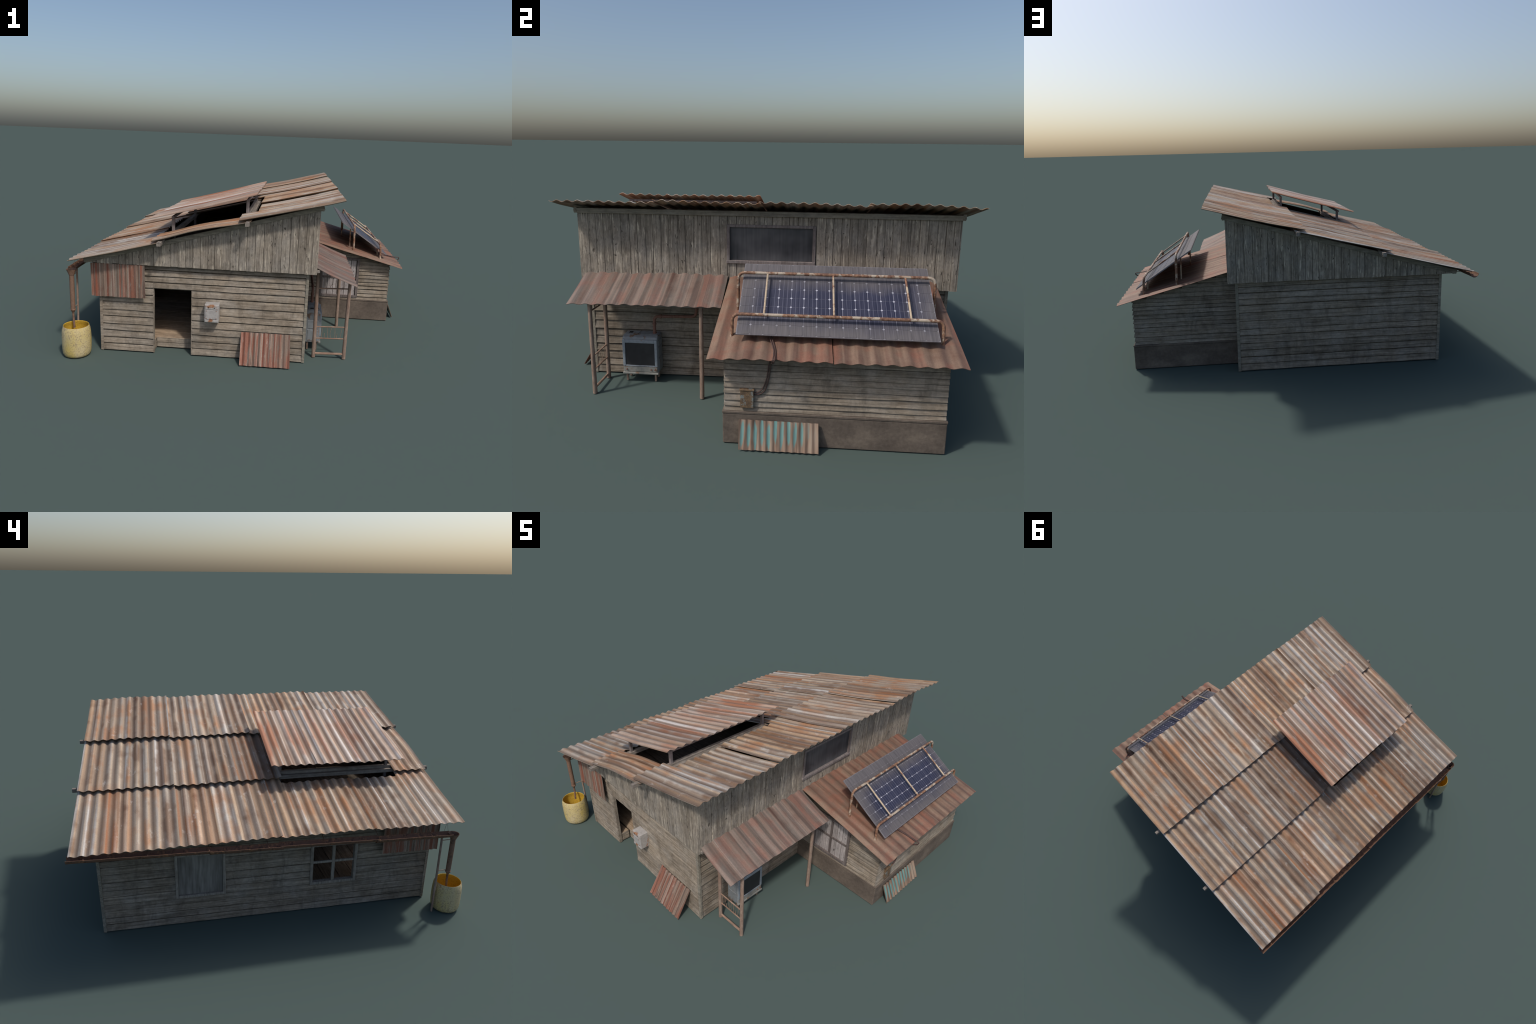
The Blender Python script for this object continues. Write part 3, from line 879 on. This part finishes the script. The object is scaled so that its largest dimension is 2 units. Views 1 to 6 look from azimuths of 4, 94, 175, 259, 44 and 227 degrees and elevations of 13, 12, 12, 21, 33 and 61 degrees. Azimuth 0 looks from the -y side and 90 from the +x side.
# ------------------------------------------------------------------ gutter
def trough(a, b, r, seg=10, wall=0.0018, seed=0):
    a, b = V3(a), V3(b)
    d = (b - a).normalized()
    side = V3((1, 0, 0))
    up = side.cross(d)
    up = up if up.z > 0 else -up
    v, f, n = [], [], 14
    ring = [(math.pi * (k / seg), r) for k in range(seg + 1)] + [(math.pi * (1 - k / seg), r - wall) for k in range(seg + 1)]
    m = len(ring)
    for i in range(n + 1):
        p = a.lerp(b, i / n) + up * n1(i * 0.5, seed, 0.0015)
        for ang, rad in ring:
            k = 0.006 if (rad == r and ang < 0.01) else 0
            v.append(p - side * math.cos(ang) * rad - up * math.sin(ang) * rad + up * r * 0.5 - side * k * 0)
    for i in range(n):
        for k in range(m):
            f.append((i * m + k, i * m + (k + 1) % m, (i + 1) * m + (k + 1) % m, (i + 1) * m + k))
    f.append(tuple(range(m)))
    f.append(tuple(n * m + k for k in reversed(range(m))))
    return v, f


gutter = empty("gutter", shack)
GA, GB = V3((-0.927, 0.979, 0.500)), V3((-0.926, -0.880, 0.459))
cuts = [0.0, 0.34, 0.52, 0.78, 1.0]
for k, (a, b) in enumerate(zip(cuts, cuts[1:])):
    off = V3((0.0012 * (-1) ** k, 0, 0.0014 * (-1) ** k))
    v, f = trough(GA.lerp(GB, a) + off, GA.lerp(GB, min(1, b + 0.008)) + off, 0.0225, seed=k)
    mesh("gutter_channel", v, f, gutter_tin, gutter, 40)
for k in range(7):
    p = GA.lerp(GB, 0.04 + k * 0.15)
    v, f = tube([(p.x - 0.0195, p.y, p.z + 0.006), (p.x + 0.012, p.y, p.z + 0.013), (-0.852, p.y, 0.506)], 0.0016, 6)
    mesh("gutter_hanger", v, f, gutter_tin, gutter, 40)
for p, q in (((-0.935, -0.858, 0.470), (-0.905, -0.862, 0.523)), ((-0.912, -0.846, 0.468), (-0.905, -0.862, 0.523))):
    v, f = tube([p, q], 0.0007, 5)
    mesh("hanger_wire", v, f, wire_metal, gutter)

SX, SY = -0.923, -0.898
hopper = lathe([(0.0245, 0.461), (0.0265, 0.4625), (0.0255, 0.458), (0.0150, 0.434), (0.0150, 0.431), (0.0128, 0.430),
                (0.0128, 0.335), (0.0124, 0.245), (0.0142, 0.243), (0.0142, 0.238), (0.0122, 0.236), (0.0066, 0.225), (0.0060, 0.223)], (SX, SY), 24, 0.03)
v, f = hopper
f = f[:-2]                               # open at both ends
inner, inf = lathe([(0.0245, 0.461), (0.0150, 0.4385), (0.0110, 0.434), (0.0110, 0.428)], (SX, SY), 24)
s = Shape().add(v, [tuple(reversed(q)) for q in f]).add(inner, inf[:-2])
s.obj("downspout", spout_rust, gutter, 40)
v, f = lathe([(0.0109, 0.4284), (0.0001, 0.4283)], (SX, SY), 24)
mesh("downspout_hole", v, f[:-2], hole_black, gutter)
v, f = tube([(SX, SY, 0.228), (SX + 0.003, SY - 0.003, 0.18), (SX + 0.007, SY - 0.008, 0.140)], 0.0057, 10, 0.05)
mesh("spout", v, f, spout_rust, gutter, 40)
v, f = tube([(-0.926, -0.834, 0.0), (-0.922, -0.837, 0.25), (-0.921, -0.835, 0.452)], 0.0056, 10, 0.06)
mesh("support_pole", v, f, post_z, gutter, 40)
for z in (0.250, 0.429):
    v, f = tube([(-0.922, -0.836, z - 0.002), (SX, SY + 0.012, z)], 0.0022, 8)
    mesh("pole_brace", v, f, wire_metal, gutter, 40)

# ------------------------------------------------------------------ annex
AX1, AY0, AY1 = 0.870, -0.089, 0.748
slope_a = 0.2665
annex_z = lambda x: 0.381 + slope_a * (0.944 - x)      # mean surface of the annex roof
plinth = Shape()
plinth.box((0.31, -0.099, 0.0), (0.883, 0.758, 0.127), 0.003)
plinth.box((0.31, -0.1005, 0.1275), (0.8845, 0.7595, 0.138), 0.002)
plinth.obj("plinth", mud_wall, shack)
s = Shape()
q = [(0.30, 0.138), (AX1, 0.138), (AX1, annex_z(AX1) - 0.011), (0.30, annex_z(0.30) - 0.011)]
v = [(x, y, z) for y in (AY0, AY1) for x, z in q]
s.add(v, orient(v, [(0, 1, 2, 3), (4, 5, 6, 7), (0, 1, 5, 4), (1, 2, 6, 5), (2, 3, 7, 6), (3, 0, 4, 7)]))
annex_wall = s.obj("annex_wall", backing_wood, shack)
AW = (0.430, 0.668, 0.158, 0.411)
ax0 = 0.318
siding(annex_wall, (ax0, AY0, 0), (1, 0, 0), (0, -1, 0), AX1 - ax0, ANNEX_COURSES, [(AW[0] - ax0, AW[1] - ax0, AW[2], AW[3])], siding_x,
       top=lambda u: annex_z(ax0 + u) - 0.012, seed=1000, lap=0.0075, gap=0.0030)
siding(annex_wall, (ax0, AY1, 0), (1, 0, 0), (0, 1, 0), AX1 - ax0, ANNEX_COURSES, [], siding_x, top=lambda u: annex_z(ax0 + u) - 0.012, seed=1100, lap=0.0075, gap=0.0030)
ac = [z for z in ANNEX_COURSES if z < annex_z(AX1) - 0.02] + [annex_z(AX1) - 0.014]
siding(annex_wall, (AX1, AY0 - 0.005, 0), (0, 1, 0), (1, 0, 0), AY1 - AY0 + 0.010, ac, [], siding_y, seed=1200, lap=0.0075, gap=0.0030)

# shuttered annex window
x0, x1, z0, z1 = AW
bars("shutter_frame", AY0 - 0.013, AY0 + 0.004, [(x0 - 0.008, x0 + 0.008, z0 - 0.008, z1 + 0.008), (x1 - 0.008, x1 + 0.008, z0 - 0.008, z1 + 0.008),
     (x0 + 0.008, x1 - 0.008, z0 - 0.010, z0 + 0.007), (x0 + 0.008, x1 - 0.008, z1 - 0.007, z1 + 0.008)], shutter_frame, along="x")
n = 6
for k in range(n):
    w = (x1 - x0 - 0.016) / n
    v, f = board((x0 + 0.008 + k * w, AY0, z0 + 0.007), (0, 0, 1), (1, 0, 0), (0, -1, 0), z1 - z0 - 0.014, w - 0.0026, 0.0045, 0.0045, 1300 + k, wob=0.0006)
    mesh("shutter_plank", v, f, shutter_z, shack, 35)
bars("shutter_rail", AY0 - 0.0085, AY0 - 0.0042, [(x0 + 0.008, x1 - 0.008, 0.277, 0.291)], shutter_frame, along="x")
bars("shutter_shadow_lath", AY0 - 0.0075, AY0 - 0.0044, [(0.540, 0.556, z0 + 0.010, 0.277), (0.540, 0.556, 0.291, z1 - 0.02)], shutter_frame, along="x")  # dim shadow stripe down the middle, modelled as dark laths

annex_roof = empty("annex_roof", shack)
for ya, yb, lift in ((-0.148, 0.3165, 0.003), (0.3200, 0.801, 0.0)):
    def form(s, v, lift=lift, ya=ya):
        return lift * (1 if ya > 0 else s * 1.6 - 0.3) + 0.003 * noise.noise(V3((s * 2, v * 2, ya * 7))) + (0.003 * math.sin(math.pi * s))
    xx = 0.350
    v, f = corrugated((0.945, ya, 0.381), (0, yb - ya, 0), (xx - 0.945, 0, (0.945 - xx) * slope_a), 8, 0.0034, form, 200 + ya * 10, nv=18, phase=0.5)
    mesh("annex_roof_sheet", v, f, annex_tin, annex_roof, 40)

# awning on posts
awning = empty("awning", shack)
for ya, yb, lift in ((-0.858, -0.500, 0.0), (-0.512, -0.158, 0.003)):
    def form(s, v, lift=lift, ya=ya):
        return lift + 0.003 * noise.noise(V3((s * 2, v * 2, ya * 5))) - 0.004 * math.sin(math.pi * v) - (0.004 * (1 - s) ** 3 if ya < -0.6 else 0)
    v, f = corrugated((0.569, ya, 0.449), (0, yb - ya, 0), (-0.219, 0.0, 0.094), 6, 0.0034, form, 220 + ya * 10, nv=14, phase=0.5)
    mesh("awning_sheet", v, f, awning_tin, awning, 40)
POSTS = [(0.537, -0.762, 0.449), (0.371, -0.761, 0.520), (0.538, -0.253, 0.450)]
for k, (x, y, h) in enumerate(POSTS):
    lean = -0.002 if k else 0.003
    v, f = tube([(x, y, 0.0), (x + lean, y + 0.001, h)], lambda t: 0.0105 - 0.0012 * t, 12, 0.07, k * 3.3)
    mesh("awning_post", v, f, post_z, awning, 40)
v, f = board((0.537 - 0.008, -0.775, 0.438), (0, 1, 0), (1, 0, 0), (0, 0, 1), 0.540, 0.016, 0.009, 0.009, 1401)
mesh("awning_beam", v, f, beam_y, awning, 35)
v, f = board((0.356, -0.862, 0.506), (0, 1, 0), (1, 0, 0), (0, 0, 1), 0.70, 0.014, 0.014, 0.014, 1402)
mesh("awning_beam", v, f, beam_y, awning, 35)
for z, r in ((0.024, 0.0062), (0.113, 0.0036), (0.180, 0.0036), (0.398, 0.0036)):
    v, f = tube([(0.372, -0.7615, z - 0.003), (0.536, -0.7625, z + 0.003)], r, 8, 0.1, z * 40)
    mesh("post_rail", v, f, rail_x, awning, 40)
wires = random.Random(21)
for lo, hi, cnt in ((0.113, 0.180, 8), (0.398, 0.452, 6)):
    for k in range(cnt):
        x = 0.392 + (k + wires.uniform(-0.2, 0.2)) * 0.136 / cnt
        z = hi if k % 4 != 2 else lo + (hi - lo) * 0.45
        pts = [(x, -0.762, lo), (x + wires.uniform(-0.006, 0.006), -0.762 + wires.uniform(-0.003, 0.003), lo + (z - lo) * 0.5), (x + wires.uniform(-0.008, 0.010), -0.762, z)]
        v, f = tube(rounded(pts, 0.02, 3), 0.0011, 5)
        mesh("rail_wire", v, f, wire_metal, awning)

# ------------------------------------------------------------------ stove under the awning
stove = empty("stove", shack)
SX0, SX1, SY0, SY1, SZ0, SZ1 = 0.324, 0.404, -0.671, -0.496, 0.046, 0.237
v, f = [], []
prof = [(SX0, SZ0), (SX1, SZ0), (SX1, 0.222), (SX1 - 0.004, 0.231), (SX1 - 0.012, 0.2355), (SX1 - 0.022, SZ1), (SX0 + 0.006, SZ1 - 0.001), (SX0, SZ1 - 0.006)]
cols = [(SY0 + 0.004, 0.004), (SY0, 0.0), (SY1, 0.0), (SY1 - 0.004, 0.004)]
cols = [(SY0, 0.004), (SY0 + 0.004, 0.0), (SY1 - 0.004, 0.0), (SY1, 0.004)]
cx, cz = (SX0 + SX1) / 2, (SZ0 + SZ1) / 2
for y, ins in cols:
    for x, z in prof:
        v.append((x - math.copysign(ins, x - cx), y, z - math.copysign(ins, z - cz)))
m = len(prof)
for j in range(3):
    for k in range(m):
        f.append((j * m + k, j * m + (k + 1) % m, (j + 1) * m + (k + 1) % m, (j + 1) * m + k))
f += [tuple(range(m)), tuple(3 * m + k for k in range(m))]
mesh("stove_body", v, orient(v, f), stove_paint, stove, 35)
s = Shape()
fy0, fy1, fz0, fz1 = SY0 + 0.002, SY1 - 0.002, 0.084, 0.221
for a in ((fy0, SY0 + 0.015, fz0, fz1), (SY1 - 0.015, fy1, fz0, fz1), (SY0 + 0.015, SY1 - 0.015, 0.204, fz1), (SY0 + 0.015, SY1 - 0.015, fz0, 0.089)):
    s.box((SX1 - 0.002, a[0], a[2]), (SX1 + 0.007, a[1], a[3]), 0.0015)
s.obj("stove_door_frame", stove_frame, stove, 35)
s = Shape().box((SX1 - 0.001, SY0 + 0.014, 0.088), (SX1 + 0.0035, SY1 - 0.014, 0.205), 0.001)
s.obj("stove_window", stove_glass, stove)
s = Shape().box((SX1 - 0.001, SY0 + 0.004, 0.055), (SX1 + 0.005, SY1 - 0.004, 0.082), 0.0015).box((SX1 - 0.004, SY0 - 0.001, 0.043), (SX1 + 0.008, SY1 + 0.001, 0.053), 0.0015)
s.obj("stove_panel", stove_low, stove)
for y in (SY0 + 0.020, SY1 - 0.034, SY1 - 0.014):
    v, f = tube([(SX1 + 0.003, y, 0.068), (SX1 + 0.010, y, 0.068)], 0.0038, 12)
    mesh("stove_knob", v, f, flue_rust, stove, 40)
s = Shape()   # raised panels and seams on the sides and lid
for y in (SY0, SY1):
    sg = -1 if y == SY0 else 1
    for za, zb in ((0.056, 0.122), (0.130, 0.178), (0.186, 0.214)):
        a, b = y - sg * 0.001, y + sg * 0.0022
        s.box((SX0 + 0.010, min(a, b), za), (SX1 - 0.010, max(a, b), zb), 0.0014)
s.box((SX0 + 0.008, SY0 + 0.008, SZ1 - 0.002), (SX1 - 0.022, -0.598, SZ1 + 0.0018), 0.0012)
s.box((SX0 + 0.008, -0.594, SZ1 - 0.002), (SX1 - 0.022, SY1 - 0.008, SZ1 + 0.0018), 0.0012)
s.obj("stove_side_panel", stove_paint, stove)
s = Shape().box((0.345, -0.650, SZ1 + 0.001), (0.364, -0.632, SZ1 + 0.0032), 0.0008)
s.obj("stove_vent", hole_black, stove)
for x in (0.338, 0.388):
    for y in (-0.657, -0.515):
        v, f = block((x - 0.005, y - 0.005, 0.0), (x + 0.005, y + 0.005, SZ0 + 0.002), 0.001)
        mesh("stove_leg", v, f, post_z, stove)
path = rounded([(0.358, -0.522, SZ1 - 0.002), (0.358, -0.522, 0.326), (0.358, -0.314, 0.331), (0.358, -0.311, 0.520)], 0.026)
v, f = tube(path, 0.0074, 12, 0.04)
mesh("stove_flue", v, f, flue_rust, stove, 40)
for a, b in (((0.358, -0.522, 0.236), (0.358, -0.522, 0.243)), ((0.358, -0.494, 0.3265), (0.358, -0.486, 0.3267)), ((0.358, -0.522, 0.284), (0.358, -0.522, 0.291)), ((0.358, -0.312, 0.368), (0.358, -0.312, 0.375))):
    v, f = tube([a, b], 0.0098, 12)
    mesh("flue_collar", v, f, flue_rust, stove, 40)

# ------------------------------------------------------------------ meter box on the front wall
meter = empty("meter_box", shack)
s = Shape().box((-0.218, -0.8975, 0.213), (-0.143, LY0 - 0.002, 0.311), 0.002)
s.obj("meter_case", meter_paint, meter)
Shape().box((-0.212, -0.9005, 0.286), (-0.149, -0.8965, 0.306), 0.001).obj("meter_top_plate", meter_paint, meter)
Shape().box((-0.210, -0.9000, 0.232), (-0.152, -0.8965, 0.283), 0.001).obj("meter_door", meter_paint, meter)
Shape().box((-0.216, -0.8995, 0.216), (-0.146, -0.8965, 0.228), 0.001).obj("meter_lip", meter_paint, meter)
for x in (-0.196, -0.165):
    v, f = tube([(x, -0.8990, 0.296), (x, -0.9018, 0.296)], 0.0028, 10)
    mesh("meter_socket", v, f, hole_black, meter, 40)
for x, z in ((-0.207, 0.278), (-0.155, 0.278), (-0.207, 0.237), (-0.155, 0.237)):
    v, f = tube([(x, -0.8990, z), (x, -0.9015, z)], 0.0024, 8)
    mesh("meter_rivet", v, f, flue_rust, meter, 40)

# junction box and cables on the annex
Shape().box((AX1 + 0.001, -0.029, 0.157), (0.889, 0.023, 0.232), 0.0015).box((AX1 + 0.001, -0.0315, 0.229), (0.8915, 0.0255, 0.2345), 0.001).obj("junction_box", junction_rust, shack)
for k in (0, 1):
    d = 0.0075 * k
    path = [(0.800, 0.074 + d, 0.428), (0.850, 0.083 + d, 0.422), (0.895, 0.099 + d * 0.8, 0.405), (0.945, 0.101 + d * 0.8, 0.397), (0.969, 0.100 + d * 0.8, 0.398 - d * 0.2),
            (0.968, 0.098 + d * 0.8, 0.385), (0.945, 0.096 + d * 0.8, 0.370), (0.882, 0.081 + d, 0.352), (0.8805, 0.074 + d, 0.285), (0.8805, 0.060 + d, 0.240 - d), (0.8805, 0.044 + d, 0.222 - d), (0.8805, 0.020, 0.216 - d)]
    v, f = tube(rounded(path, 0.018, 4), 0.0024, 8)
    mesh("cable", v, f, cable_rubber, shack, 40)

# ------------------------------------------------------------------ solar panel with guard rails
solar_unit = empty("solar_panel", shack)
PL, PH, PY0, PY1 = V3((0.855, 0, 0.4445)), V3((0.549, 0, 0.6480)), -0.051, 0.714
pu = (PH - PL).normalized()
pn = V3((-pu.z, 0, pu.x))
pn = pn if pn.z > 0 else -pn
plen = (PH - PL).length
def slab(u0, u1, y0, y1, h0, h1, cut=0.0):
    """thin plate lying on the panel plane, its corners cut off"""
    c = cut
    ring = [(u0 + c, y0), (u1 - c, y0), (u1, y0 + c), (u1, y1 - c), (u1 - c, y1), (u0 + c, y1), (u0, y1 - c), (u0, y0 + c)] if c else [(u0, y0), (u1, y0), (u1, y1), (u0, y1)]
    n = len(ring)
    v = [PL + pu * u + V3((0, y, 0)) + pn * h for h in (h0, h1) for u, y in ring]
    f = [tuple(range(n)), tuple(range(n, 2 * n))] + [(k, (k + 1) % n, n + (k + 1) % n, n + k) for k in range(n)]
    return v, orient(v, f)

v, f = slab(0, plen, PY0, PY1, -0.005, 0.0)
mesh("solar_board", v, f, cell_backing, solar_unit)
NC, NR = 15, 8
cw, ch = (PY1 - PY0 - 0.004) / NC, (plen - 0.004) / NR
for i in range(NC):
    for j in range(NR):
        v, f = slab(0.002 + j * ch + 0.0007, 0.002 + (j + 1) * ch - 0.0007, PY0 + 0.002 + i * cw + 0.0007, PY0 + 0.002 + (i + 1) * cw - 0.0007, -0.0005, 0.0012, 0.0042)
        mesh("solar_cell", v, f, cell_glass, solar_unit)
rails = [(0.628, 0.4685, 0.6285), (0.806, 0.420, 0.5085)]
for x, zf, zt in rails:
    path = [(x + 0.004, -0.072, zf - 0.008), (x, -0.070, zt), (x, 0.733, zt), (x + 0.004, 0.735, zf - 0.008)]
    v, f = tube(rounded(path, 0.030), 0.0066, 12, 0.09, x * 9, 0.012)
    mesh("guard_rail", v, f, pipe_paint, solar_unit, 40)
for y in (0.053, 0.322, 0.613):
    v, f = tube([(0.630, y, 0.6265), (0.804, y, 0.5085)], 0.0044, 10, 0.08, y * 7)
    mesh("guard_rung", v, f, rung_paint, solar_unit, 40)
for x, y in ((0.612, 0.014), (0.612, 0.650), (0.585, 0.331), (0.80, 0.014), (0.80, 0.650)):
    zt = PL.z + (PL.x - x) * (PH.z - PL.z) / (PL.x - PH.x) - 0.006
    v, f = tube([(x + 0.003, y, annex_z(x) - 0.004), (x, y, zt)], 0.0042, 8, 0.05, x + y)
    mesh("panel_leg", v, f, rung_paint, solar_unit, 40)

# ------------------------------------------------------------------ loose things
def leaning(name, label, la, lb, ha, mat, waves, amp, seed, shape=None):
    o = upright_sheet(name, la, lb, ha, mat, waves, amp, None, seed, shape=shape)
    o["label"] = label
    o["category"] = "metal sheet"
    return o

leaning("corrugated_sheet", "rust red corrugated sheet leaning on the front wall", (-0.022, -0.944, 0.004), (0.241, -0.944, 0.004), (-0.026, -0.853, 0.155), scrap_tin, 10, 0.0034, 81,
        shape=lambda s, t: -0.010 * (1 - min(1, s / 0.12)) ** 2 * t + 0.002 * math.sin(3 * s))
leaning("corrugated_sheet", "small corrugated sheet with faded turquoise paint", (0.9325, -0.031, 0.005), (0.9325, 0.276, 0.005), (0.8905, -0.034, 0.108), green_sheet_tin, 12, 0.0030, 82)

barrel = empty("barrel", None, (-0.898, -0.925, 0))
barrel["label"] = "open worn yellow rain barrel"
barrel["category"] = "barrel"
BC = (-0.898, -0.925)
s = Shape().add(*lathe([(0.0580, 0.0), (0.0665, 0.004), (0.0725, 0.016), (0.0748, 0.040), (0.0756, 0.075), (0.0754, 0.105), (0.0742, 0.128), (0.0725, 0.146), (0.0680, 0.157), (0.0668, 0.1640), (0.0655, 0.1655)], BC, 48, 0.012, 3))
s.f.pop()
o = s.obj("barrel_shell", barrel_outside, None, 45)
o.parent = barrel; o.matrix_parent_inverse = Matrix.Translation((0.898, 0.925, 0))
v, f = lathe([(0.0655, 0.1655), (0.0640, 0.1640), (0.0645, 0.157), (0.0690, 0.146), (0.0712, 0.128), (0.0725, 0.10), (0.0715, 0.05), (0.0700, 0.020)], BC, 48, 0.012, 3)
f.pop(-2)
o = mesh("barrel_lining", v, f, barrel_inside, None, 45)
o.parent = barrel; o.matrix_parent_inverse = Matrix.Translation((0.898, 0.925, 0))
